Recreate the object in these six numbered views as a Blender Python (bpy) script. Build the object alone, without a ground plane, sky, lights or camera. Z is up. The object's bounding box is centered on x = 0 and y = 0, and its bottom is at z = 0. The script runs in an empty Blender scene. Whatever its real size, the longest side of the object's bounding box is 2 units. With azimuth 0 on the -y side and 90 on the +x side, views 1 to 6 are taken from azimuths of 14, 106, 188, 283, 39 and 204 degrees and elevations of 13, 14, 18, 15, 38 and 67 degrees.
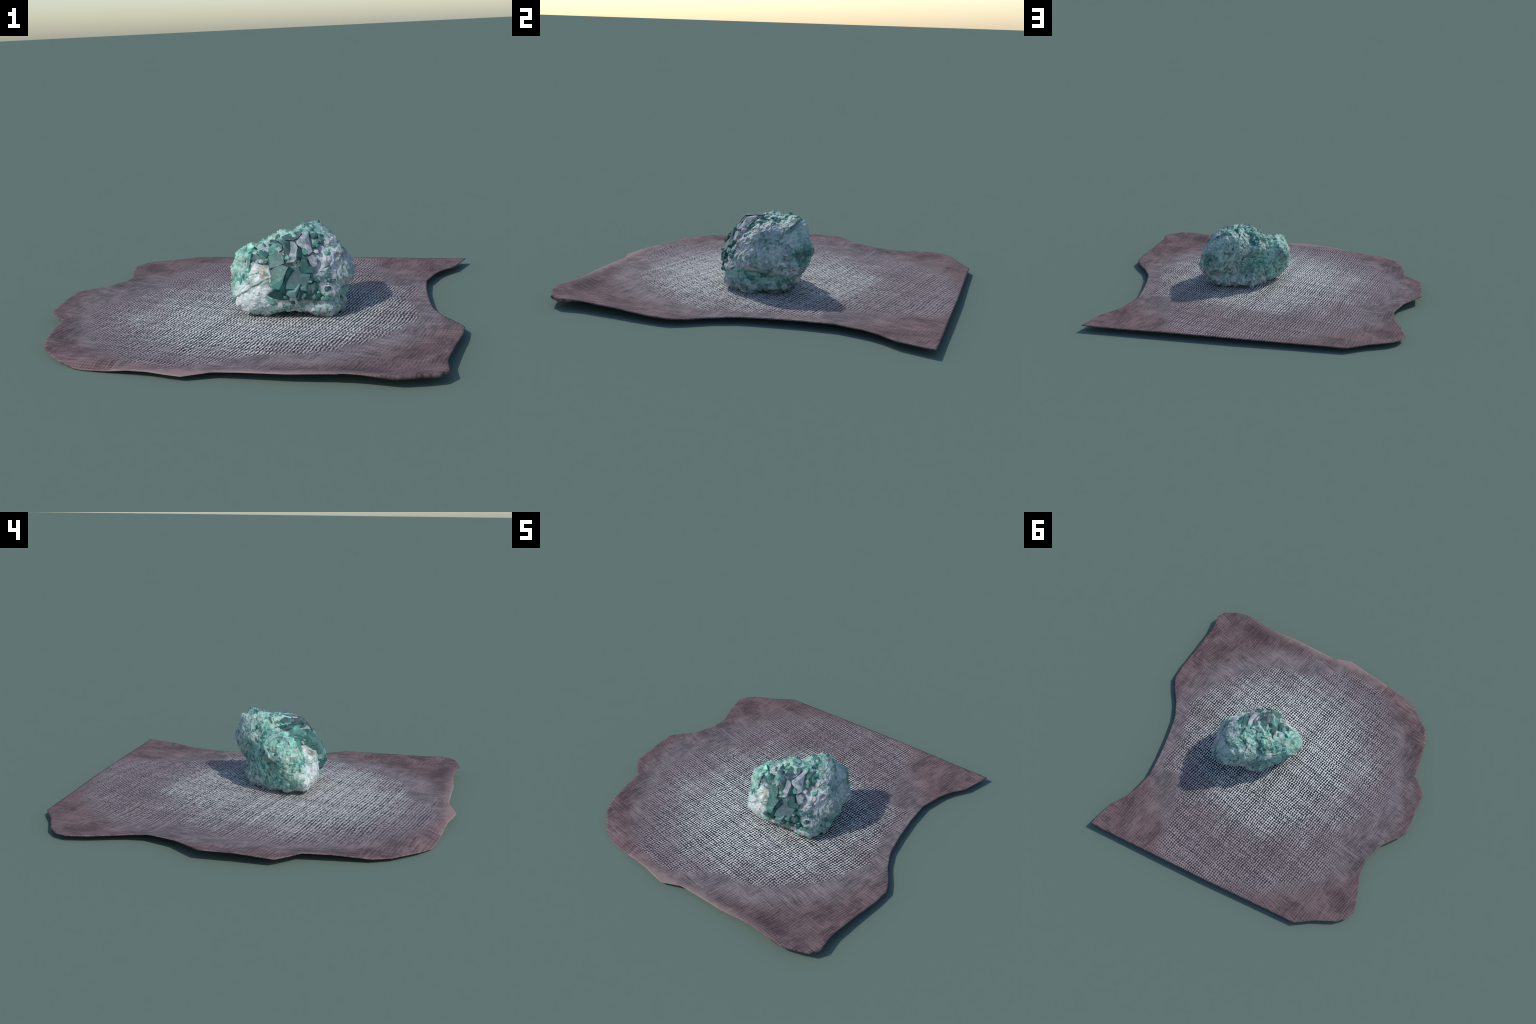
"""A green fluorite specimen resting on a loosely woven, ragged piece of cloth."""
import bpy, bmesh, math, random
import numpy as np
from mathutils import Vector, Matrix

SEED = 11
random.seed(SEED)
RNG = np.random.default_rng(SEED)

# ------------------------------------------------------------------ numeric helpers
def _hash(ix, iy, iz, k):
    h = (ix * 374761393 + iy * 668265263 + iz * 2147483647 + k * 974634777) & 0xFFFFFFFF
    h = ((h ^ (h >> 13)) * 1274126177) & 0xFFFFFFFF
    h = (h ^ (h >> 16)) & 0xFFFFFFFF
    return h.astype(np.float64) / 0xFFFFFFFF


def noise(p, scale, k=0):
    """Smooth value noise in -1..1 at the points p (N,3)."""
    q = p * scale + 100.0
    i = np.floor(q).astype(np.int64)
    f = q - i
    f = f * f * f * (f * (f * 6 - 15) + 10)
    out = 0.0
    for dx in (0, 1):
        for dy in (0, 1):
            for dz in (0, 1):
                w = (f[:, 0] if dx else 1 - f[:, 0]) * (f[:, 1] if dy else 1 - f[:, 1]) * (f[:, 2] if dz else 1 - f[:, 2])
                out = out + w * _hash(i[:, 0] + dx, i[:, 1] + dy, i[:, 2] + dz, k)
    return out * 2 - 1


def fractal(p, scale, octaves, k=0, gain=0.5):
    s, a, t = 0.0, 1.0, 0.0
    for o in range(octaves):
        s = s + a * noise(p, scale * 2 ** o, k + o)
        t += a
        a *= gain
    return s / t


def cells(p, scale, k=0):
    """Distance to nearest and second nearest jittered cell centre, and the cell's random."""
    q = p * scale + 50.0
    i = np.floor(q).astype(np.int64)
    d1 = np.full(len(p), 9.0); d2 = np.full(len(p), 9.0); idr = np.zeros(len(p))
    for dx in (-1, 0, 1):
        for dy in (-1, 0, 1):
            for dz in (-1, 0, 1):
                c = i + np.array([dx, dy, dz])
                h = [_hash(c[:, 0], c[:, 1], c[:, 2], k + m) for m in range(4)]
                d = np.sqrt(sum((c[:, m] + h[m] - q[:, m]) ** 2 for m in range(3)))
                near = d < d1
                d2 = np.where(near, d1, np.minimum(d2, d))
                idr = np.where(near, h[3], idr)
                d1 = np.where(near, d, d1)
    return d1, d2, idr


def plates(p, scale, k=0):
    """Broken-stone relief: every jittered cell is a flat plate with its own tilt and step."""
    q = p * scale + 50.0
    i = np.floor(q).astype(np.int64)
    d1 = np.full(len(p), 9.0); h1 = np.zeros(len(p))
    for dx in (-1, 0, 1):
        for dy in (-1, 0, 1):
            for dz in (-1, 0, 1):
                c = i + np.array([dx, dy, dz])
                r = [_hash(c[:, 0], c[:, 1], c[:, 2], k + m) for m in range(7)]
                v = [q[:, m] - c[:, m] - r[m] for m in range(3)]
                d = np.sqrt(v[0] ** 2 + v[1] ** 2 + v[2] ** 2)
                h = sum(v[m] * (r[3 + m] - 0.5) for m in range(3)) + 0.35 * (r[6] - 0.5)
                near = d < d1
                h1 = np.where(near, h, h1); d1 = np.where(near, d, d1)
    return h1


def smooth(a, b, x):
    t = np.clip((x - a) / (b - a), 0, 1)
    return t * t * (3 - 2 * t)


def cubic_ring(values, t):
    """Periodic Catmull-Rom through values, t in 0..1."""
    v = np.asarray(values, float); n = len(v)
    x = np.asarray(t) * n
    i = np.floor(x).astype(int); f = x - i
    a, b, c, d = (v[(i + o) % n] for o in (-1, 0, 1, 2))
    return b + 0.5 * f * (c - a + f * (2 * a - 5 * b + 4 * c - d + f * (3 * (b - c) + d - a)))


# ------------------------------------------------------------------ node helpers
class Nodes:
    def __init__(self, name):
        self.mat = bpy.data.materials.new(name)
        self.mat.use_nodes = True
        self.t = self.mat.node_tree
        self.bsdf = self.t.nodes["Principled BSDF"]
        self.co = self.t.nodes.new("ShaderNodeTexCoord").outputs["Object"]

    def link(self, a, sock):
        if hasattr(a, "is_linked") or isinstance(a, bpy.types.NodeSocket):
            self.t.links.new(a, sock)
        else:
            sock.default_value = a

    def m(self, op, a, b=0.0, c=0.0, clamp=False):
        n = self.t.nodes.new("ShaderNodeMath"); n.operation = op; n.use_clamp = clamp
        for s, v in zip(n.inputs, (a, b, c)):
            self.link(v, s)
        return n.outputs[0]

    def v(self, op, a, b=(0, 0, 0), out=0):
        n = self.t.nodes.new("ShaderNodeVectorMath"); n.operation = op
        self.link(a, n.inputs[0]); self.link(b, n.inputs[1])
        return n.outputs[out]

    def scale(self, a, s):
        n = self.t.nodes.new("ShaderNodeVectorMath"); n.operation = "SCALE"
        self.link(a, n.inputs[0]); self.link(s, n.inputs["Scale"])
        return n.outputs[0]

    def noise(self, co, scale, detail=3.0, rough=0.5, colour=False, distort=0.0):
        n = self.t.nodes.new("ShaderNodeTexNoise")
        self.link(co, n.inputs["Vector"]); n.inputs["Scale"].default_value = scale
        n.inputs["Detail"].default_value = detail; n.inputs["Roughness"].default_value = rough
        n.inputs["Distortion"].default_value = distort
        return n.outputs["Color" if colour else "Fac"]

    def voronoi(self, co, scale, feature="F1", out="Distance"):
        n = self.t.nodes.new("ShaderNodeTexVoronoi"); n.feature = feature
        self.link(co, n.inputs["Vector"]); n.inputs["Scale"].default_value = scale
        return n.outputs[out]

    def ramp(self, x, a, b):
        n = self.t.nodes.new("ShaderNodeMapRange"); n.interpolation_type = "SMOOTHSTEP"
        self.link(x, n.inputs["Value"]); self.link(a, n.inputs["From Min"]); self.link(b, n.inputs["From Max"])
        return n.outputs["Result"]

    def mix(self, f, a, b, mode="MIX"):
        n = self.t.nodes.new("ShaderNodeMix"); n.data_type = "RGBA"; n.blend_type = mode
        self.link(f, n.inputs[0])
        for v, s in ((a, n.inputs[6]), (b, n.inputs[7])):
            self.link((*v, 1.0) if isinstance(v, tuple) else v, s)
        return n.outputs[2]

    def xyz(self, co):
        n = self.t.nodes.new("ShaderNodeSeparateXYZ"); self.link(co, n.inputs[0])
        return n.outputs

    def blob(self, centre, radii, co=None, wobble=None, edge=(1.25, 0.75)):
        """1 inside a soft ellipsoid, 0 outside; wobble is a socket that ruffles its edge."""
        d = self.v("SUBTRACT", co or self.co, centre)
        d = self.v("DIVIDE", d, radii)
        ln = self.v("LENGTH", d, out=1)
        if wobble is not None:
            ln = self.m("ADD", ln, wobble)
        return self.ramp(ln, edge[0], edge[1])

    def bump(self, h, strength, distance):
        n = self.t.nodes.new("ShaderNodeBump")
        n.inputs["Strength"].default_value = strength; n.inputs["Distance"].default_value = distance
        self.link(h, n.inputs["Height"]); self.t.links.new(n.outputs[0], self.bsdf.inputs["Normal"])

    def done(self, colour, rough=0.6, spec=0.4):
        self.link((*colour, 1.0) if isinstance(colour, tuple) else colour, self.bsdf.inputs["Base Color"])
        self.link(rough, self.bsdf.inputs["Roughness"])
        self.bsdf.inputs["Specular IOR Level"].default_value = spec
        return self.mat


def mesh_object(name, verts, faces, mat, parent=None, smooth_shade=True):
    me = bpy.data.meshes.new(name)
    me.from_pydata([tuple(v) for v in verts], [], [tuple(f) for f in faces])
    me.update()
    if smooth_shade:
        me.polygons.foreach_set("use_smooth", [True] * len(me.polygons))
    me.materials.append(mat)
    ob = bpy.data.objects.new(name, me)
    bpy.context.scene.collection.objects.link(ob)
    if parent:
        ob.parent = parent
    return ob


# ================================================================== CLOTH
# Ragged outline: x, y, height of the edge above the table
EDGE = [
    (0.971, 0.978, .036), (0.754, 0.981, .034), (0.417, 0.982, .037), (0.084, 0.984, .036), (-0.273, 0.980, .032),
    (-0.583, 0.977, .030), (-0.695, 0.906, .030), (-0.830, 0.845, .031), (-0.885, 0.795, .030), (-0.908, 0.738, .030),
    (-0.890, 0.640, .030), (-0.852, 0.530, .031), (-0.833, 0.459, .034), (-0.832, 0.372, .042), (-0.860, 0.300, .045),
    (-0.888, 0.228, .046), (-0.949, 0.155, .052), (-0.999, 0.090, .053), (-0.997, -0.080, .052), (-0.996, -0.243, .040),
    (-0.940, -0.297, .038), (-0.890, -0.345, .040), (-0.872, -0.475, .038), (-0.846, -0.640, .024), (-0.802, -0.722, .020),
    (-0.690, -0.832, .017), (-0.605, -0.880, .007), (-0.554, -0.897, .0055), (-0.440, -0.915, .012), (-0.345, -0.930, .024),
    (-0.252, -0.943, .027), (-0.165, -0.965, .026), (-0.098, -0.977, .025), (0.022, -0.938, .034), (0.130, -0.941, .038),
    (0.330, -0.951, .042), (0.495, -0.944, .047), (0.620, -0.955, .052), (0.753, -0.970, .056), (0.840, -0.948, .059),
    (0.918, -0.914, .053), (0.950, -0.862, .051), (0.940, -0.755, .048), (0.963, -0.560, .044), (0.990, -0.390, .036),
    (0.996, -0.276, .033), (0.962, -0.200, .028), (0.892, -0.095, .028), (0.842, 0.015, .031), (0.815, 0.155, .034),
    (0.793, 0.325, .036), (0.786, 0.484, .037), (0.824, 0.640, .037), (0.855, 0.706, .037), (0.918, 0.797, .036),
]


# broad hollows and swells of the bed: x, y, spread, height
HOLLOWS = [(-0.62, -0.45, 0.33, -0.015), (-0.70, 0.55, 0.24, -0.013), (0.74, -0.66, 0.20, -0.009), (-0.10, -0.74, 0.25, -0.008),
           (-0.92, -0.18, 0.09, 0.017), (-0.91, 0.06, 0.09, 0.017), (0.80, -0.42, 0.13, -0.007), (0.25, 0.85, 0.30, 0.005), (0.35, -0.43, 0.17, 0.006), (-0.86, -0.08, 0.13, 0.012), (-0.82, -0.34, 0.08, 0.008)]


def bed(x, y):
    """Height of the cloth's upper face away from its edge: nearly flat, gently rumpled."""
    p = np.stack([x, y, np.zeros_like(x)], -1)
    r = np.hypot(x, y)
    ripple = 0.004 * fractal(p, 2.3, 2, 5) + 0.0022 * fractal(p, 8.0, 2, 9)
    z = 0.031 + ripple * smooth(0.25, 0.8, r)
    for cx, cy, spread, dz in HOLLOWS:
        z = z + dz * np.exp(-((x - cx) ** 2 + (y - cy) ** 2) / spread ** 2)
    return z


def build_cloth(mat):
    E = np.array(EDGE)
    nxt = np.roll(E, -1, 0)
    ring = []
    for a, b, p, q in zip(E, nxt, np.roll(E, 1, 0), np.roll(E, -2, 0)):      # part polygon, part rounded
        for f in np.linspace(0, 1, 9)[:-1]:
            lin = a + (b - a) * f
            cr = a + 0.5 * f * (b - p + f * (2 * p - 5 * a + 4 * b - q + f * (3 * (a - b) + q - p)))
            ring.append(0.95 * lin + 0.05 * cr)
    ring = np.array(ring)
    n = len(ring)
    ts = np.concatenate([np.linspace(0.02, 0.86, 44), np.linspace(0.875, 1.0, 14)])
    V, F = [np.array([0, 0, float(bed(np.zeros(1), np.zeros(1))[0])])], []
    for t in ts:
        x, y = ring[:, 0] * t, ring[:, 1] * t
        z = bed(x, y)
        w = smooth(0.86, 1.0, t)
        front = smooth(-0.80, -0.90, ring[:, 1]) * smooth(0.35, -0.1, ring[:, 0])   # front left hem rolls over late
        w = w * (1 - front) + front * smooth(0.93, 1.0, t)
        z = z * (1 - w) + ring[:, 2] * w + front * 0.006 * smooth(0.75, 0.9, t) * (1 - smooth(0.9, 1, t))
        V.extend(np.stack([x, y, z], -1))
    # the raised front corner curls under: a short lip below the edge
    lip = smooth(0.55, 0.80, ring[:, 0]) * smooth(-0.72, -0.86, ring[:, 1])
    nrm = ring[:, :2] / np.linalg.norm(ring[:, :2], axis=1)[:, None]
    for drop, pull in ((0.010, -0.004), (0.020, 0.006), (0.024, 0.024)):
        V.extend(np.stack([ring[:, 0] - nrm[:, 0] * (pull * lip + 0.0006), ring[:, 1] - nrm[:, 1] * (pull * lip + 0.0006),
                           np.maximum(ring[:, 2] - drop * lip - 0.0015, 0.0)], -1))
    rows = len(ts) + 3
    for i in range(n):
        F.append((0, 1 + i, 1 + (i + 1) % n))
    for r in range(rows - 1):
        o = 1 + r * n
        for i in range(n):
            j = (i + 1) % n
            F.append((o + i, o + n + i, o + n + j, o + j))
    ob = mesh_object("cloth", V, F, mat)
    so = ob.modifiers.new("thickness", "SOLIDIFY")
    so.thickness = 0.003; so.offset = -1
    return ob


def cloth_material():
    g = Nodes("woven_cloth")
    warp = g.v("SUBTRACT", g.noise(g.co, 5.0, 2.0, colour=True), (0.5, 0.5, 0.5))
    co = g.v("ADD", g.co, g.scale(warp, 0.030))
    jit = g.v("SUBTRACT", g.noise(g.co, 62.0, 1.0, colour=True), (0.5, 0.5, 0.5))
    co = g.v("ADD", co, g.scale(jit, 0.006))
    rot = g.t.nodes.new("ShaderNodeMapping"); rot.inputs["Rotation"].default_value = (0, 0, math.radians(12.5))
    g.link(co, rot.inputs["Vector"])
    x, y, _ = g.xyz(rot.outputs[0])
    P = 0.0161
    # every weft row sits a little out of step with the next
    row = g.m("FLOOR", g.m("ADD", g.m("DIVIDE", y, P), 0.5))
    wn = g.t.nodes.new("ShaderNodeTexWhiteNoise"); wn.noise_dimensions = "1D"; g.link(row, wn.inputs["W"])
    xs = g.m("ADD", x, g.m("MULTIPLY", wn.outputs["Value"], 0.30 * P))
    cx = g.m("MULTIPLY", g.m("COSINE", g.m("MULTIPLY", xs, 2 * math.pi / P)), 0.80)
    cy = g.m("MULTIPLY", g.m("COSINE", g.m("MULTIPLY", g.m("ADD", y, 0.5 * P), 2 * math.pi / P)), 0.62)
    col_i = g.m("FLOOR", g.m("DIVIDE", xs, P))
    wc = g.t.nodes.new("ShaderNodeTexWhiteNoise"); wc.noise_dimensions = "1D"; g.link(col_i, wc.inputs["W"])
    wr = g.t.nodes.new("ShaderNodeTexWhiteNoise"); wr.noise_dimensions = "1D"; g.link(g.m("ADD", row, 71.3), wr.inputs["W"])
    pull = g.m("ADD", g.m("MULTIPLY", g.m("SUBTRACT", wr.outputs["Value"], 0.5), 0.34), g.m("MULTIPLY", g.m("SUBTRACT", wc.outputs["Value"], 0.5), 0.30))
    uneven = g.m("MULTIPLY", g.m("SUBTRACT", g.noise(g.co, 75.0, 1.0), 0.5), 1.7)
    w = g.m("ADD", g.m("ADD", g.m("ADD", cx, cy), uneven), pull)
    crisp = g.ramp(w, -0.18, 0.44)
    # blurred, drawn-out version of the threads for the outer cloth
    st = g.noise(g.v("MULTIPLY", rot.outputs[0], (80.0, 9.0, 1.0)), 1.0, 3.0, 0.6)
    st2 = g.noise(g.v("MULTIPLY", rot.outputs[0], (9.0, 70.0, 1.0)), 1.0, 2.0, 0.6)
    swap = g.ramp(g.noise(g.co, 4.0, 2.0), 0.48, 0.60)
    st = g.m("ADD", g.m("MULTIPLY", st, g.m("SUBTRACT", 1.0, swap)), g.m("MULTIPLY", st2, swap))
    soft = g.m("ADD", g.m("MULTIPLY", w, 0.09), g.m("MULTIPLY", g.m("SUBTRACT", st, 0.5), 0.75))
    blotch = g.m("SUBTRACT", g.noise(g.co, 8.0, 5.0, 0.65), 0.5)
    soft = g.m("ADD", g.m("ADD", soft, 0.5), g.m("MULTIPLY", blotch, 0.85))
    soft = g.ramp(soft, 0.20, 0.82)
    # how far the crisp weave reaches, as a radius over the compass angle
    ox, oy, _ = g.xyz(g.co)
    ang = g.m("ADD", g.m("DIVIDE", g.m("ARCTAN2", oy, ox), 2 * math.pi), 0.5)
    rad = g.m("SQRT", g.m("ADD", g.m("MULTIPLY", ox, ox), g.m("MULTIPLY", oy, oy)))
    fc = g.t.nodes.new("ShaderNodeFloatCurve"); g.link(ang, fc.inputs["Value"])
    reach = [(0.0, .74), (.03, .78), (.09, .80), (.14, .85), (.18, .93), (.225, .89), (.28, .72), (.31, .76), (.337, .78),
             (.38, .77), (.43, .78), (.464, .80), (.495, .78), (.53, .73), (.58, .84), (.592, .70), (.62, .73), (.65, .86),
             (.67, 1.0), (.69, 1.05), (.74, .97), (.80, .93), (.87, .86), (.90, .77), (.94, .62), (.97, .70), (1.0, .74)]
    pts = fc.mapping.curves[0].points
    while len(pts) < len(reach):
        pts.new(0.5, 0.5)
    for p, (a, r) in zip(pts, reach):
        p.location = (a, r / 1.2); p.handle_type = "VECTOR"
    fc.mapping.update()
    lim = g.m("MULTIPLY", fc.outputs[0], 1.2)
    rag = g.m("MULTIPLY", g.m("SUBTRACT", g.noise(g.co, 16.0, 4.0, 0.65), 0.5), 0.14)
    over = g.m("SUBTRACT", g.m("ADD", rad, rag), lim)
    edge = g.m("MULTIPLY", g.ramp(g.m("SUBTRACT", g.m("MULTIPLY", oy, 0.7), ox), -0.35, 0.15), 0.07)   # softer to the left and rear
    inner = g.m("SUBTRACT", 1.0, g.ramp(over, g.m("SUBTRACT", -0.02, edge), g.m("ADD", 0.015, edge)))
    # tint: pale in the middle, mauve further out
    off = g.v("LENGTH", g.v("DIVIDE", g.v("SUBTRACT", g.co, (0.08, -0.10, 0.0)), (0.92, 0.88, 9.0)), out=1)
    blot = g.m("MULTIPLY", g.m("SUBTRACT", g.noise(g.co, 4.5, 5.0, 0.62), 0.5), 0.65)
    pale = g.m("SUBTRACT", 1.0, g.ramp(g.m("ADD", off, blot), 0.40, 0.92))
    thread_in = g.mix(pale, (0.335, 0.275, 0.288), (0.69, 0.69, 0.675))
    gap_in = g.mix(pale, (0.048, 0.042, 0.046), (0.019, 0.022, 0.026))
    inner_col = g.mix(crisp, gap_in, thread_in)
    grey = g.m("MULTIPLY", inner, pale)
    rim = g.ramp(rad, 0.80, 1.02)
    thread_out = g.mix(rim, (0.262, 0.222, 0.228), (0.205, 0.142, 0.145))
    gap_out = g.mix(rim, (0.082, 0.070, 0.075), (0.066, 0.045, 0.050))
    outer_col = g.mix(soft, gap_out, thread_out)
    # lighter pinkish band along the front hem
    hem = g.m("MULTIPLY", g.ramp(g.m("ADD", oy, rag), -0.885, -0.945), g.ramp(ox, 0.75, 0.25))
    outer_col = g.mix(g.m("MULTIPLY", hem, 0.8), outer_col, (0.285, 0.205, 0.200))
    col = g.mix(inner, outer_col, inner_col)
    stain = g.blob((0.372, 0.540, 0.03), (0.022, 0.034, 9.0), wobble=blot)
    col = g.mix(g.m("MULTIPLY", stain, 0.5), col, (0.13, 0.085, 0.085))
    g.bump(g.m("MULTIPLY", w, inner), 0.25, 0.002)
    return g.done(col, 0.9, 0.12)


# ================================================================== MINERAL
CORE = np.array([0.19, -0.02, 0.21])
# Sections through the stone: latitude -> distance from the core every 20 degrees of longitude (0 = +x, 90 = +y)
SECTIONS = {
    -90: [0.180, 0.180, 0.180, 0.180, 0.180, 0.180, 0.180, 0.180, 0.180, 0.180, 0.180, 0.180, 0.180, 0.180, 0.180, 0.180, 0.180, 0.180],
    -70: [0.188, 0.188, 0.188, 0.188, 0.188, 0.188, 0.188, 0.188, 0.188, 0.188, 0.188, 0.188, 0.188, 0.188, 0.188, 0.188, 0.188, 0.188],
    -50: [0.228, 0.228, 0.228, 0.228, 0.226, 0.222, 0.216, 0.210, 0.212, 0.220, 0.226, 0.228, 0.215, 0.180, 0.180, 0.215, 0.230, 0.230],
    -35: [0.276, 0.281, 0.277, 0.258, 0.212, 0.224, 0.203, 0.190, 0.201, 0.230, 0.269, 0.286, 0.268, 0.236, 0.230, 0.256, 0.298, 0.286],
    -20: [0.250, 0.270, 0.281, 0.251, 0.177, 0.181, 0.176, 0.171, 0.192, 0.226, 0.286, 0.319, 0.280, 0.248, 0.243, 0.252, 0.304, 0.274],
    -5: [0.283, 0.287, 0.322, 0.296, 0.181, 0.168, 0.154, 0.160, 0.196, 0.235, 0.311, 0.278, 0.254, 0.249, 0.254, 0.245, 0.249, 0.267],
    10: [0.263, 0.267, 0.291, 0.321, 0.238, 0.175, 0.150, 0.170, 0.212, 0.272, 0.302, 0.251, 0.218, 0.243, 0.225, 0.214, 0.225, 0.239],
    25: [0.248, 0.261, 0.265, 0.303, 0.251, 0.198, 0.190, 0.205, 0.206, 0.254, 0.281, 0.238, 0.204, 0.222, 0.207, 0.202, 0.210, 0.224],
    40: [0.237, 0.257, 0.252, 0.285, 0.258, 0.210, 0.183, 0.212, 0.206, 0.218, 0.207, 0.189, 0.204, 0.227, 0.221, 0.211, 0.208, 0.215],
    55: [0.228, 0.229, 0.203, 0.235, 0.233, 0.201, 0.191, 0.225, 0.218, 0.197, 0.185, 0.197, 0.196, 0.213, 0.207, 0.193, 0.202, 0.219],
    70: [0.206, 0.208, 0.208, 0.216, 0.212, 0.200, 0.200, 0.206, 0.198, 0.194, 0.184, 0.186, 0.194, 0.200, 0.204, 0.200, 0.200, 0.202],
    90: [0.188, 0.188, 0.188, 0.188, 0.188, 0.188, 0.188, 0.188, 0.188, 0.188, 0.188, 0.188, 0.188, 0.188, 0.188, 0.188, 0.188, 0.188],
}
LATS = sorted(SECTIONS)
TABLE = np.array([SECTIONS[k] for k in LATS])


def stone_radius(d):
    """Distance of the smooth stone surface from the core along unit directions d (N,3)."""
    lat = np.degrees(np.arcsin(np.clip(d[:, 2], -1, 1)))
    lon = (np.degrees(np.arctan2(d[:, 1], d[:, 0])) % 360) / 360
    rows = np.stack([cubic_ring(r, lon) for r in TABLE])
    k = np.clip(np.searchsorted(LATS, lat, side="right") - 1, 0, len(LATS) - 2)
    L = np.array(LATS, float)
    f = (lat - L[k]) / (L[k + 1] - L[k])
    n = np.arange(len(d)); last = len(LATS) - 1
    a, b, c, e = (rows[np.clip(k + o, 0, last), n] for o in (-1, 0, 1, 2))
    return b + 0.5 * f * (c - a + f * (2 * a - 5 * b + 4 * c - e + f * (3 * (b - c) + e - a)))


# frame of the broken front face, where the large crystals show
FN = np.array([0.2337, -0.9443, 0.2317]); FS = np.array([0.9707, 0.2402, 0.0]); FT = np.array([-0.0557, 0.2250, 0.9728])


def front_point(s, t):
    """Point of the stone's surface under (s, t) metres in the front frame."""
    depth = np.linspace(0.34, 0.0, 340)
    P = s * FS + t * FT + depth[:, None] * FN
    r = np.linalg.norm(P, axis=1)
    inside = r < stone_radius(P / r[:, None])
    i = int(np.argmax(inside)) if inside.any() else 339
    return CORE + P[i]


# Large crystals: outline on the front face in millimetres, lift in mm, tilt (right, up) in degrees, tone
CRYSTALS = [
    ([(-204, 92), (-177, 87), (-160, 73), (-134, 68), (-136, 47), (-160, 40), (-192, 52), (-210, 69)], 7, (0, 10), "slate"),
    ([(-217, 85), (-204, 92), (-210, 67), (-217, 36), (-222, -8), (-232, -8), (-232, 15), (-225, 63)], 6, (-20, 0), "jade"),
    ([(-184, 94), (-161, 109), (-150, 97), (-136, 81), (-137, 70), (-158, 74)], 5, (-8, 5), "jade"),
    ([(-118, 117), (-102, 134), (-75, 137), (-61, 123), (-68, 104), (-95, 90), (-122, 82)], 6, (0, 8), "jade"),
    ([(-120, 133), (-106, 145), (-90, 150), (-71, 144), (-89, 136), (-111, 132)], 5, (0, 15), "slate"),
    ([(-126, 76), (-75, 101), (-57, 72), (-57, 41), (-85, 29), (-121, 22)], 12, (3, 6), "bottle"),
    ([(-69, 137), (-48, 149), (-25, 145), (-26, 102), (-35, 65), (-51, 43), (-54, 72), (-55, 108)], 7, (6, 0), "slate"),
    ([(-25, 145), (-5, 143), (8, 120), (15, 91), (3, 61), (-9, 48), (-49, 43), (-35, 65), (-24, 102)], 9, (6, 4), "lavender"),
    ([(-119, 11), (-103, 24), (-63, 34), (-39, 23), (-56, -10), (-63, -22), (-99, -32), (-119, -34)], 14, (-4, 0), "bottle"),
    ([(-119, -35), (-97, -30), (-61, -20), (-67, -47), (-86, -79), (-112, -73), (-129, -57)], 12, (-6, -8), "jade"),
    ([(-37, 18), (-17, 13), (-25, 2), (-39, -26), (-55, -69), (-60, -98), (-80, -90), (-81, -72), (-60, -38), (-52, -8)], 17, (16, -6), "deep"),
    ([(-17, 17), (9, 23), (19, -7), (61, -15), (52, -48), (38, -74), (-22, -79), (-53, -74), (-47, -43), (-30, -9)], 6, (3, 2), "smoke"),
    ([(32, 75), (49, 60), (54, 27), (80, 21), (76, -9), (19, -7), (14, 16), (27, 59)], 16, (8, -8), "bottle"),
    ([(54, 65), (78, 74), (99, 56), (98, 29), (80, 17), (65, 31)], 9, (10, 0), "lavender"),
    ([(-2, 147), (36, 167), (68, 177), (70, 137), (79, 92), (58, 75), (49, 102), (27, 110), (10, 126)], 9, (4, 4), "lavender"),
    ([(29, 108), (49, 102), (59, 80), (39, 76), (30, 88)], 10, (0, -4), "jade"),
    ([(7, 104), (21, 117), (30, 90), (32, 77), (16, 55), (0, 63)], 2, (14, 0), "deep"),
    ([(-50, 169), (-11, 185), (22, 190), (34, 178), (18, 161), (-9, 146), (-44, 151)], 30, (0, 12), "slate"),
    ([(-138, -100), (-104, -76), (-63, -100), (-39, -110), (-44, -125), (-73, -128), (-112, -117)], 13, (0, -20), "deep"),
    ([(-56, -100), (-42, -83), (-20, -82), (8, -55), (12, -59), (-3, -92), (-11, -116), (-39, -112)], 10, (0, -4), "ice"),
    ([(-6, -116), (9, -83), (33, -93), (24, -128), (-3, -134)], 6, (10, -8), "deep"),
    ([(12, -68), (41, -63), (41, -92), (13, -84)], 9, (0, -4), "jade"),
    ([(60, -64), (82, -51), (95, -73), (90, -94), (65, -101)], 7, (4, 0), "bottle"),
    ([(32, -130), (44, -102), (65, -110), (60, -134)], 7, (0, -6), "bottle"),
    ([(79, -111), (101, -101), (111, -109), (95, -136), (81, -139)], 6, (6, -4), "deep"),
    ([(69, -29), (101, -20), (118, -38), (99, -52), (78, -47)], 6, (0, 4), "bottle"),
    ([(72, 172), (107, 181), (113, 160), (85, 151)], 5, (0, 8), "bottle"),
    ([(110, 174), (135, 169), (148, 140), (126, 138), (113, 153)], 5, (6, 4), "jade"),
    ([(-151, -106), (-106, -130), (-99, -144), (-114, -154), (-135, -143)], 6, (0, -10), "mint"),
]
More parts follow.
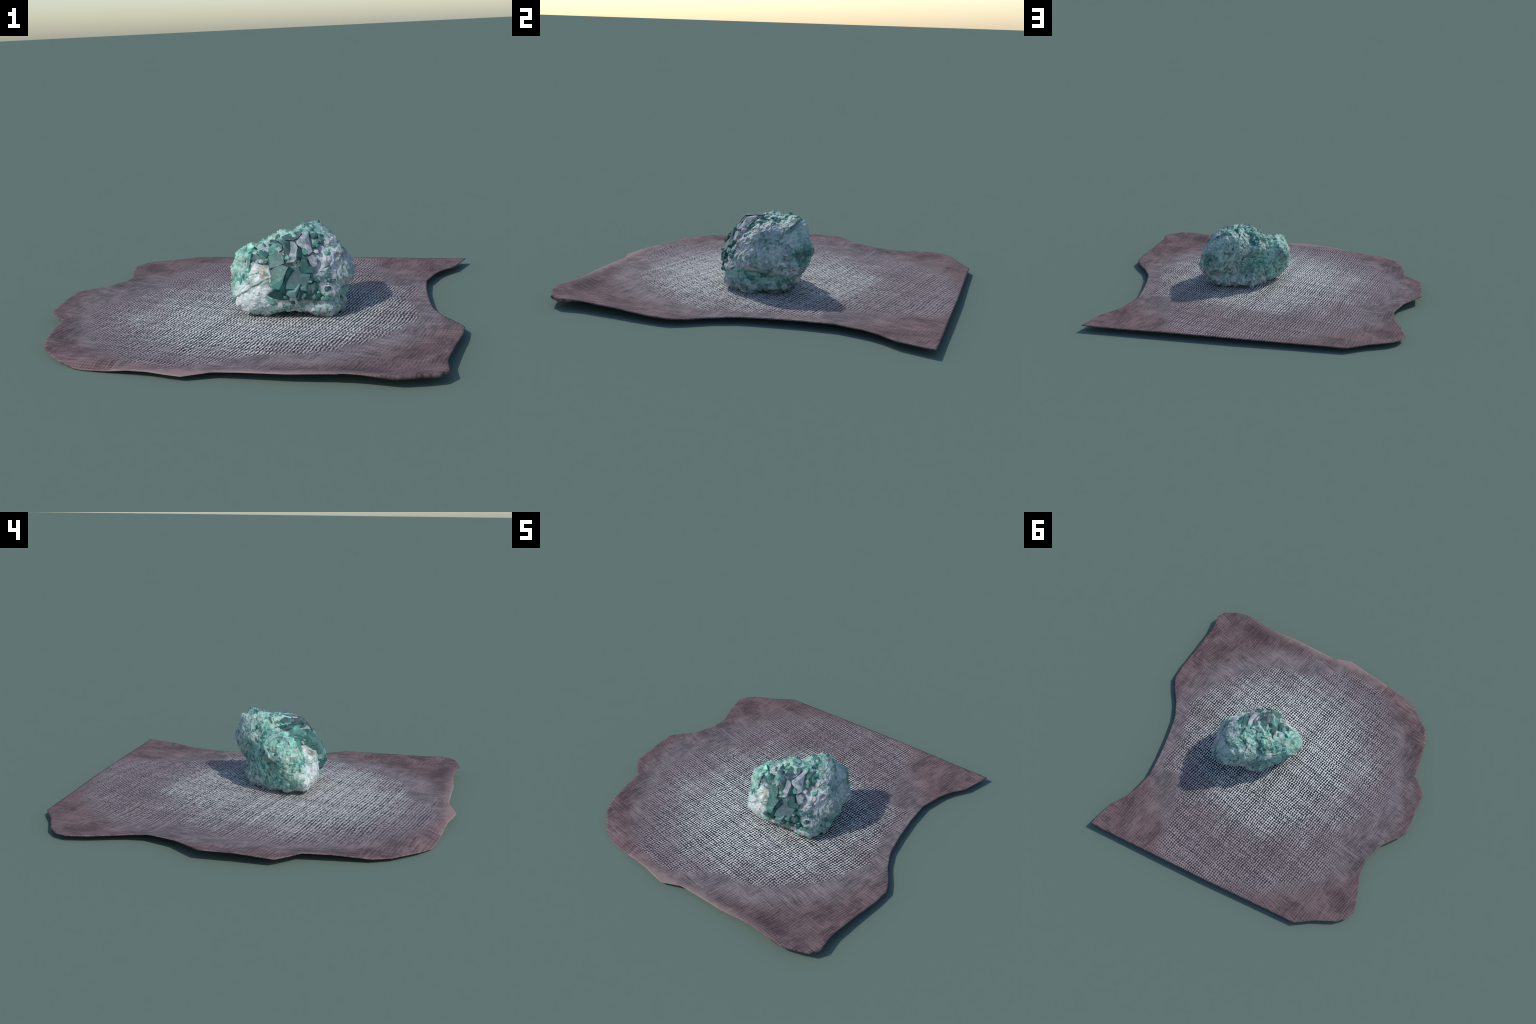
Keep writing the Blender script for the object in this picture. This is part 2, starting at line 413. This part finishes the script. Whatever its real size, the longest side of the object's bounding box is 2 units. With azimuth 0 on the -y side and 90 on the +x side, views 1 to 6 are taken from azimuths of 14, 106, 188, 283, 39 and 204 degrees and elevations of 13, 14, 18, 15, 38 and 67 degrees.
TONES = {  # face colour, second colour, frost amount
    "slate": ((0.034, 0.080, 0.080), (0.095, 0.135, 0.140), 0.42),
    "jade": ((0.052, 0.165, 0.142), (0.130, 0.310, 0.265), 0.42),
    "bottle": ((0.036, 0.104, 0.096), (0.072, 0.172, 0.156), 0.22),
    "deep": ((0.013, 0.056, 0.056), (0.030, 0.105, 0.100), 0.08),
    "smoke": ((0.085, 0.115, 0.120), (0.075, 0.210, 0.190), 0.10),
    "lavender": ((0.200, 0.250, 0.255), (0.480, 0.490, 0.520), 0.60),
    "ice": ((0.130, 0.255, 0.245), (0.230, 0.350, 0.340), 0.25),
    "mint": ((0.085, 0.280, 0.205), (0.180, 0.420, 0.330), 0.25),
}


def crystal_material(tone):
    base, second, frost = TONES[tone]
    g = Nodes(tone + "_crystal")
    rnd = g.t.nodes.new("ShaderNodeObjectInfo").outputs["Random"]
    big = g.noise(g.co, 22.0, 3.0, 0.55, distort=0.6)
    col = g.mix(g.ramp(big, 0.40, 0.66), base, second)
    col = g.mix(g.m("MULTIPLY", rnd, 0.30), col, tuple(min(1, c * 1.4) for c in base))
    fr = g.m("MULTIPLY", g.ramp(g.noise(g.co, 60.0, 4.0, 0.7), 0.56, 0.74), frost * 1.6, clamp=True)
    col = g.mix(fr, col, (0.50, 0.56, 0.57))
    speck = g.ramp(g.noise(g.co, 330.0, 2.0), 0.62, 0.72)
    col = g.mix(g.m("MULTIPLY", speck, 0.25), col, tuple(min(1, c * 1.9 + 0.03) for c in base))
    g.bump(g.noise(g.co, 110.0, 4.0, 0.6), 0.30, 0.004)
    return g.done(col, 0.46, 0.24)


def build_crystal(poly, lift, tilt, mat, parent, rng):
    pts = [front_point(s / 1000, t / 1000) for s, t in poly]
    c = sum(pts) / len(pts)
    # mean plane of the outline, turned by the tilt
    A = np.array(pts) - c
    n = np.linalg.svd(A)[2][2]
    n = n if n @ FN > 0 else -n
    n = n * 0.75 + FN * 0.25
    n /= np.linalg.norm(n)
    up = Vector(FT) - Vector(n) * Vector(FT).dot(Vector(n)); up.normalize()
    right = up.cross(Vector(n))
    M = Matrix.Rotation(math.radians(tilt[0]), 3, up) @ Matrix.Rotation(-math.radians(tilt[1]), 3, right)
    n = np.array(M @ Vector(n))
    lift = lift * 0.6
    top = []
    for p in pts:                                        # drop outline points along FN onto the tilted plane
        k = ((c + n * lift / 1000 - p) @ n) / (FN @ n)
        k = float(np.clip(k, -0.020, 0.030))
        top.append(p + FN * k)
    top = np.array(top)
    mid = top.mean(0)
    bm = bmesh.new()
    front = [bm.verts.new(mid + (q - mid) * 1.015) for q in top]
    back = [bm.verts.new(mid + (q - mid) * (1.14 + 0.10 * rng.random()) - FN * 0.050) for q in top]
    m = len(front)
    # broken face: a few facets meeting in an off-centre point
    k = rng.uniform(-0.35, 0.35, 2)
    ext = np.ptp(np.array([v.co[:] for v in front]), axis=0)
    apex = bm.verts.new(mid + FS * k[0] * abs(ext @ FS) * 0.8 + FT * k[1] * abs(ext @ FT) * 0.8 + FN * rng.uniform(0.002, 0.0075))
    for i in range(len(front)):
        bm.faces.new((front[i], front[(i + 1) % len(front)], apex))
    bm.faces.new(back[::-1])
    for i in range(m):
        bm.faces.new((front[i], back[i], back[(i + 1) % m], front[(i + 1) % m]))
    bmesh.ops.recalc_face_normals(bm, faces=bm.faces)
    edges = [e for e in bm.edges if all(v in front for v in e.verts)]
    bmesh.ops.bevel(bm, geom=edges, offset=0.0016, segments=2, affect="EDGES", clamp_overlap=True)
    # slightly stepped, uneven faces
    bmesh.ops.triangulate(bm, faces=bm.faces)
    bmesh.ops.subdivide_edges(bm, edges=bm.edges[:], cuts=3, use_grid_fill=True)
    co = np.array([v.co[:] for v in bm.verts])
    d = 0.0020 * fractal(co, 30, 2, 21) + 0.0007 * fractal(co, 140, 2, 27)
    for v, k in zip(bm.verts, d):
        v.co += Vector(FN) * float(k)
    me = bpy.data.meshes.new("crystal"); bm.to_mesh(me); bm.free()
    me.polygons.foreach_set("use_smooth", [True] * len(me.polygons))
    me.set_sharp_from_angle(angle=math.radians(11))
    me.materials.append(mat)
    ob = bpy.data.objects.new("crystal", me)
    bpy.context.scene.collection.objects.link(ob)
    ob.parent = parent
    return ob


def direction(lat, lon):
    a, b = math.radians(lat), math.radians(lon)
    return np.array([math.cos(a) * math.cos(b), math.cos(a) * math.sin(b), math.sin(a)])


def stone_relief(P, d):
    """Relief of the stone along d, by position: lumps, pits and pebbly crusts."""
    lat = np.degrees(np.arcsin(np.clip(d[:, 2], -1, 1)))
    lon = np.degrees(np.arctan2(d[:, 1], d[:, 0])) % 360
    side = (P - CORE) @ FS
    front = smooth(0.25, 0.6, d @ FN) * smooth(-0.55, -0.35, d[:, 2]) * smooth(-0.155, -0.125, side) * smooth(0.15, 0.10, side)
    back = smooth(0.1, 0.6, d[:, 1])
    left = smooth(0.1, -0.5, d[:, 0])
    h = 0.008 * fractal(P, 10, 2, 1) + 0.0032 * fractal(P, 46, 3, 4, 0.6)
    ridge = 1 - np.abs(noise(P * np.array([1.0, 1.0, 0.7]) + 0.02 * noise(P, 14, 31)[:, None], 22, 33))
    h = h + 0.007 * (ridge - 0.72)                        # crests and gullies
    W = P + 0.006 * np.stack([noise(P, 35, 41), noise(P, 35, 43), noise(P, 35, 47)], -1)
    h = h + np.clip(0.034 * plates(W, 6.5, 90) + 0.020 * plates(W, 11, 60) + 0.013 * plates(W, 24, 70), -0.018, 0.016) + 0.006 * plates(W, 52, 80)   # chipped ledges
    d1, d2, _ = cells(P, 24, 3)
    h = h + 0.006 * (0.50 - d1) * left                    # knobbly crust on the left flank
    crack = smooth(0.07, 0.0, np.abs(noise(P + 0.012 * np.stack([noise(P, 24, 51), noise(P, 24, 57), noise(P, 24, 59)], -1), 7, 53))) * smooth(-0.1, 0.3, noise(P, 6, 55))
    h = h - 0.007 * crack                                 # a few deep clefts
    c1, c2, _ = cells(P + 0.012 * noise(P, 30, 8)[:, None], 46, 6)
    pit = smooth(0.42, 0.12, c1) * smooth(-0.1, 0.4, noise(P, 9, 12)) * back
    h = h - 0.017 * pit
    h = h * (1 - 0.55 * front) - 0.013 * front * smooth(-30, -5, lat) 
    # knob at the top rear, and the saddle beside it
    h = h + 0.023 * np.exp(-np.sum((P - np.array([0.245, 0.125, 0.40])) ** 2, 1) / 0.055 ** 2)
    h = h - 0.010 * np.exp(-np.sum((P - np.array([0.175, 0.045, 0.40])) ** 2, 1) / 0.035 ** 2)
    # horizontal groove low on the right flank
    groove = np.exp(-((P[:, 2] - 0.125 - 0.05 * (P[:, 1])) / 0.022) ** 2) * smooth(0.2, 0.6, d[:, 0]) * smooth(0.16, 0.05, P[:, 1])
    return h - 0.022 * groove


def build_stone(mat, parent):
    bm = bmesh.new()
    bmesh.ops.create_icosphere(bm, subdivisions=8, radius=1.0)
    d = np.array([v.co[:] for v in bm.verts]); d /= np.linalg.norm(d, axis=1)[:, None]
    P = CORE + d * stone_radius(d)[:, None]
    P = P + d * stone_relief(P, d)[:, None]
    P[:, 2] = np.where(P[:, 2] < 0.040, 0.032 + (P[:, 2] - 0.040) * 0.02, P[:, 2])
    P[:, 2] = np.maximum(P[:, 2], 0.0305)
    for v, p in zip(bm.verts, P):
        v.co = p
    me = bpy.data.meshes.new("stone_body"); bm.to_mesh(me); bm.free()
    me.polygons.foreach_set("use_smooth", [True] * len(me.polygons))
    me.materials.append(mat)
    ob = bpy.data.objects.new("stone_body", me)
    bpy.context.scene.collection.objects.link(ob)
    ob.parent = parent
    return ob


def stone_material():
    g = Nodes("fluorite_stone")
    wob = g.m("MULTIPLY", g.m("SUBTRACT", g.noise(g.co, 16.0, 5.0, 0.65), 0.5), 1.5)
    n1 = g.noise(g.co, 20.0, 5.0, 0.65)
    n2 = g.noise(g.co, 55.0, 5.0, 0.7)
    n3 = g.noise(g.co, 190.0, 3.0, 0.7)
    white = g.mix(g.ramp(n1, 0.40, 0.60), (0.175, 0.235, 0.230), (0.70, 0.71, 0.69))  # teal-grey shadows and bright lights of the pale stone painted in as mottling
    white = g.mix(g.ramp(n2, 0.42, 0.62), white, (0.50, 0.52, 0.525))
    teal = g.m("MULTIPLY", g.ramp(g.noise(g.co, 9.0, 5.0, 0.65), 0.47, 0.60), 0.60)
    white = g.mix(teal, white, g.mix(g.ramp(n2, 0.4, 0.6), (0.060, 0.165, 0.145), (0.30, 0.44, 0.41)))
    green = g.mix(g.ramp(n2, 0.35, 0.65), (0.055, 0.21, 0.165), (0.34, 0.69, 0.56))  # mint end lightened to carry the sunlit highlights on the crest
    green = g.mix(g.m("MULTIPLY", g.ramp(g.noise(g.co, 9.0, 5.0, 0.65), 0.50, 0.60), 0.85), green, (0.026, 0.112, 0.100))
    green = g.mix(g.m("MULTIPLY", g.ramp(g.noise(g.co, 15.0, 5.0, 0.65), 0.55, 0.64), 0.8), green, g.mix(g.ramp(n2, 0.4, 0.6), (0.30, 0.36, 0.38), (0.62, 0.65, 0.62)))
    # green crust on the left, the crown and the upper back
    a = g.blob((-0.09, -0.03, 0.24), (0.16, 0.22, 0.20), wobble=wob)
    b = g.blob((0.10, 0.02, 0.41), (0.22, 0.13, 0.09), wobble=wob)
    c = g.blob((0.24, 0.12, 0.44), (0.07, 0.08, 0.05), wobble=wob)
    e = g.blob((0.02, 0.14, 0.22), (0.12, 0.10, 0.12), wobble=wob)
    f = g.blob((0.42, -0.02, 0.115), (0.10, 0.20, 0.035), wobble=wob)
    h = g.blob((0.14, -0.30, 0.08), (0.10, 0.10, 0.035), wobble=wob)
    k = g.blob((0.40, 0.22, 0.25), (0.06, 0.06, 0.06), wobble=wob)
    rear_green = g.m("MULTIPLY", g.blob((0.20, 0.18, 0.26), (0.20, 0.14, 0.16), wobble=wob), 0.6)
    mask = g.m("MAXIMUM", a, rear_green)
    for o in (b, c, e, f, h, k):
        mask = g.m("MAXIMUM", mask, o)
    patch = g.ramp(g.noise(g.co, 11.0, 5.0, 0.62), 0.55, 0.68)
    mask = g.m("MAXIMUM", mask, g.m("MULTIPLY", patch, 0.75))
    col = g.mix(mask, white, green)
    # white frosted corner with a rusty heart, low left of the front
    frost = g.blob((0.05, -0.20, 0.13), (0.13, 0.10, 0.075), wobble=wob)
    face = g.blob((0.065, -0.215, 0.25), (0.065, 0.07, 0.05), wobble=wob)
    frost = g.m("MAXIMUM", frost, face)
    col = g.mix(g.m("MULTIPLY", frost, 0.92), col, g.mix(g.ramp(n2, 0.38, 0.60), (0.44, 0.50, 0.50), (0.70, 0.71, 0.72)))
    rust = g.blob((0.075, -0.225, 0.25), (0.026, 0.04, 0.026), wobble=wob)
    col = g.mix(g.m("MULTIPLY", rust, g.ramp(n2, 0.40, 0.58)), col, (0.62, 0.40, 0.25))
    # dark greenstone on the lower right rear and between the front crystals
    dk = g.blob((0.42, 0.04, 0.075), (0.13, 0.16, 0.05), wobble=wob)
    ff = g.blob((0.215, -0.20, 0.24), (0.14, 0.10, 0.15), wobble=wob)
    col = g.mix(g.m("MULTIPLY", dk, 0.75), col, (0.035, 0.105, 0.090))
    col = g.mix(g.m("MULTIPLY", ff, 0.85), col, g.mix(g.ramp(n2, 0.42, 0.60), (0.030, 0.095, 0.085), (0.44, 0.44, 0.38)))
    # green veins and smears through the pale stone
    vn = g.m("ABSOLUTE", g.m("SUBTRACT", g.noise(g.co, 13.0, 4.0, 0.6, distort=0.8), 0.5))
    vein = g.m("MULTIPLY", g.m("SUBTRACT", 1.0, g.ramp(vn, 0.0, 0.055)), g.ramp(g.noise(g.co, 8.0, 2.0), 0.40, 0.55))
    col = g.mix(g.m("MULTIPLY", vein, 0.75), col, g.mix(n1, (0.05, 0.19, 0.155), (0.17, 0.40, 0.33)))
    # lavender and ochre on the right front
    lav = g.blob((0.36, -0.13, 0.29), (0.09, 0.09, 0.08), wobble=wob)
    col = g.mix(g.m("MULTIPLY", lav, 0.35), col, (0.50, 0.48, 0.56))
    och = g.m("MULTIPLY", g.blob((0.40, -0.13, 0.20), (0.09, 0.12, 0.17), wobble=wob), g.ramp(g.noise(g.co, 38.0, 4.0, 0.6), 0.56, 0.70))
    col = g.mix(g.m("MULTIPLY", och, 0.8), col, (0.52, 0.42, 0.27))
    # sandy seams in the green crust
    seam = g.voronoi(g.v("ADD", g.co, g.scale(g.v("SUBTRACT", g.noise(g.co, 40.0, 2.0, colour=True), (0.5, 0.5, 0.5)), 0.02)), 32.0, "DISTANCE_TO_EDGE")
    seam = g.m("MULTIPLY", g.m("SUBTRACT", 1.0, g.ramp(seam, 0.02, 0.10)), g.ramp(g.noise(g.co, 14.0, 2.0), 0.45, 0.60))
    col = g.mix(g.m("MULTIPLY", g.m("MULTIPLY", seam, mask), 0.6), col, (0.56, 0.53, 0.40))
    # patchwork of facet-like cells, each tinted lighter or darker for contrast
    wv = g.v("ADD", g.co, g.scale(g.v("SUBTRACT", g.noise(g.co, 30.0, 3.0, colour=True), (0.5, 0.5, 0.5)), 0.035))
    gx, gy, _ = g.xyz(g.voronoi(wv, 30.0, out="Color"))
    col = g.mix(g.m("MULTIPLY", g.ramp(gx, 0.58, 0.78), 0.60), col, g.mix(g.m("MULTIPLY", mask, 0.7), (0.56, 0.59, 0.59), (0.30, 0.60, 0.49)))
    col = g.mix(g.m("MULTIPLY", g.ramp(gy, 0.68, 0.84), 0.42), col, (0.045, 0.135, 0.120))
    # mineral grain and dark pores
    col = g.mix(g.m("MULTIPLY", g.ramp(n3, 0.58, 0.72), 0.45), col, (0.62, 0.66, 0.66))
    col = g.mix(g.m("MULTIPLY", g.ramp(n3, 0.42, 0.30), 0.50), col, (0.06, 0.09, 0.085))
    rear = g.blob((0.18, 0.20, 0.15), (0.30, 0.18, 0.17), wobble=wob)
    specks = g.m("MULTIPLY", g.ramp(g.noise(g.co, 60.0, 3.0, 0.6), 0.45, 0.34), rear)
    col = g.mix(g.m("MULTIPLY", specks, 0.8), col, (0.045, 0.06, 0.055))
    g.bump(g.m("ADD", g.m("MULTIPLY", n2, 0.7), g.m("MULTIPLY", n3, 0.3)), 0.55, 0.010)
    return g.done(col, 0.50, 0.42)


def grain_mesh(rng, sharp):
    bm = bmesh.new()
    for _ in range(11):
        v = rng.normal(size=3); v /= np.linalg.norm(v)
        bm.verts.new(v * np.array([1.0, 0.85, 0.75]) * (0.85 + 0.3 * rng.random()))
    bmesh.ops.convex_hull(bm, input=bm.verts)
    bmesh.ops.bevel(bm, geom=bm.edges[:], offset=0.03 if sharp else 0.07, segments=2, affect="EDGES", clamp_overlap=True)
    me = bpy.data.meshes.new("crystal_grain"); bm.to_mesh(me); bm.free()
    me.polygons.foreach_set("use_smooth", [True] * len(me.polygons))
    me.set_sharp_from_angle(angle=math.radians(35))
    return me


def grain_material(name, a, b):
    g = Nodes(name)
    rnd = g.t.nodes.new("ShaderNodeObjectInfo").outputs["Random"]
    col = g.mix(rnd, a, b)
    tex = g.t.nodes.new("ShaderNodeNewGeometry").outputs["Position"]
    n = g.noise(tex, 38.0, 3.0, 0.6)
    col = g.mix(g.m("MULTIPLY", g.ramp(n, 0.42, 0.66), 0.6), col, tuple(min(1, c * 1.3 + 0.04) for c in b))
    pat = g.ramp(g.noise(tex, 15.0, 3.0, 0.6), 0.52, 0.66)
    col = g.mix(g.m("MULTIPLY", pat, 0.65), col, tuple(c * 0.35 for c in a))
    s = g.ramp(g.noise(tex, 150.0, 3.0, 0.7), 0.62, 0.76)
    col = g.mix(g.m("MULTIPLY", s, 0.4), col, (0.52, 0.54, 0.44))
    g.bump(g.noise(tex, 120.0, 3.0), 0.4, 0.006)
    return g.done(col, 0.45, 0.4)


def scatter_grains(parent):
    rng = np.random.default_rng(5)
    mats = [grain_material("mint_grain", (0.09, 0.30, 0.235), (0.25, 0.58, 0.46)),
            grain_material("teal_grain", (0.035, 0.16, 0.15), (0.09, 0.27, 0.24))]
    pool = []
    for k in range(12):
        me = grain_mesh(rng, k % 2)
        me.materials.append(mats[0 if k < 8 else 1])
        pool.append(me)
    # (latitude, longitude, spread, count, size in mm, share of dark grains)
    fields = [((12, 197), (34, 24), 52, (15, 32), 0.30), ((-18, 170), (22, 24), 18, (14, 26), 0.55),
              ((52, 190), (22, 60), 30, (14, 30), 0.35), ((68, 60), (14, 70), 10, (12, 24), 0.3),
              ((8, 135), (30, 26), 34, (9, 20), 0.6), ((-24, 125), (14, 24), 16, (12, 24), 0.7),
              ((-4, 318), (26, 26), 16, (8, 15), 0.7), ((35, 320), (12, 26), 12, (8, 16), 0.6)]
    placed = []
    for (la, lo), (sa, so), count, (r0, r1), dark in fields:
        tries = 0
        made = 0
        while made < count and tries < count * 30:
            tries += 1
            lat = la + sa * rng.uniform(-1, 1); lon = lo + so * rng.uniform(-1, 1)
            if lat > 86 or lat < -40:
                continue
            d = direction(lat, lon)[None]
            P = CORE + d * stone_radius(d)[:, None]
            P = (P + d * stone_relief(P, d)[:, None])[0]
            r = rng.uniform(r0, r1) / 1000
            if any(np.linalg.norm(P - q) < 0.62 * (r + s) for q, s in placed) or (d[0] @ FN > 0.72 and lat < 45 and lo < 300):
                continue
            placed.append((P, r)); made += 1
            src = pool[int(rng.integers(8, 12))] if rng.random() < dark else pool[int(rng.integers(0, 8))]
            ob = bpy.data.objects.new("crystal_grain", src)
            bpy.context.scene.collection.objects.link(ob)
            ob.location = P - d[0] * r * rng.uniform(0.60, 0.85)
            ob.rotation_euler = tuple(rng.uniform(0, 6.28, 3))
            ob.scale = (r * 1.25, r * 1.1, r)
            ob.parent = parent


# ================================================================== BUILD
cloth = build_cloth(cloth_material())
cloth["label"] = "ragged mauve woven cloth, pale coarse weave in the middle"
cloth["category"] = "cloth"

mineral = bpy.data.objects.new("fluorite_mineral", None)
bpy.context.scene.collection.objects.link(mineral)
mineral["label"] = "rough white and green mineral lump with dark green crystals"
mineral["category"] = "mineral"

build_stone(stone_material(), mineral)
tones = {t: crystal_material(t) for t in TONES}
crng = np.random.default_rng(3)
for poly, lift, tilt, tone in CRYSTALS:
    build_crystal(poly, lift, tilt, tones[tone], mineral, crng)
# small shards filling in around the large crystals: (right, up) of the field in mm, spread, count
for (s0, t0), (ds, dt), count in (((105, -70), (45, 60), 13), ((115, 120), (40, 45), 8), ((-95, 105), (60, 45), 8), ((20, -125), (90, 18), 7)):
    for _ in range(count):
        s1, t1 = s0 + ds * crng.uniform(-1, 1), t0 + dt * crng.uniform(-1, 1)
        n, r, turn = int(crng.integers(4, 7)), crng.uniform(8, 17), crng.uniform(0, 6.28)
        poly = [(s1 + r * crng.uniform(0.7, 1.2) * math.cos(turn - 6.283 * i / n), t1 + r * crng.uniform(0.6, 1.1) * math.sin(turn - 6.283 * i / n)) for i in range(n)]
        tone = ("jade", "bottle", "deep", "ice", "lavender", "mint")[int(crng.integers(0, 6))]
        build_crystal(poly, crng.uniform(3, 8), (crng.uniform(-14, 14), crng.uniform(-10, 14)), tones[tone], mineral, crng)
scatter_grains(mineral)
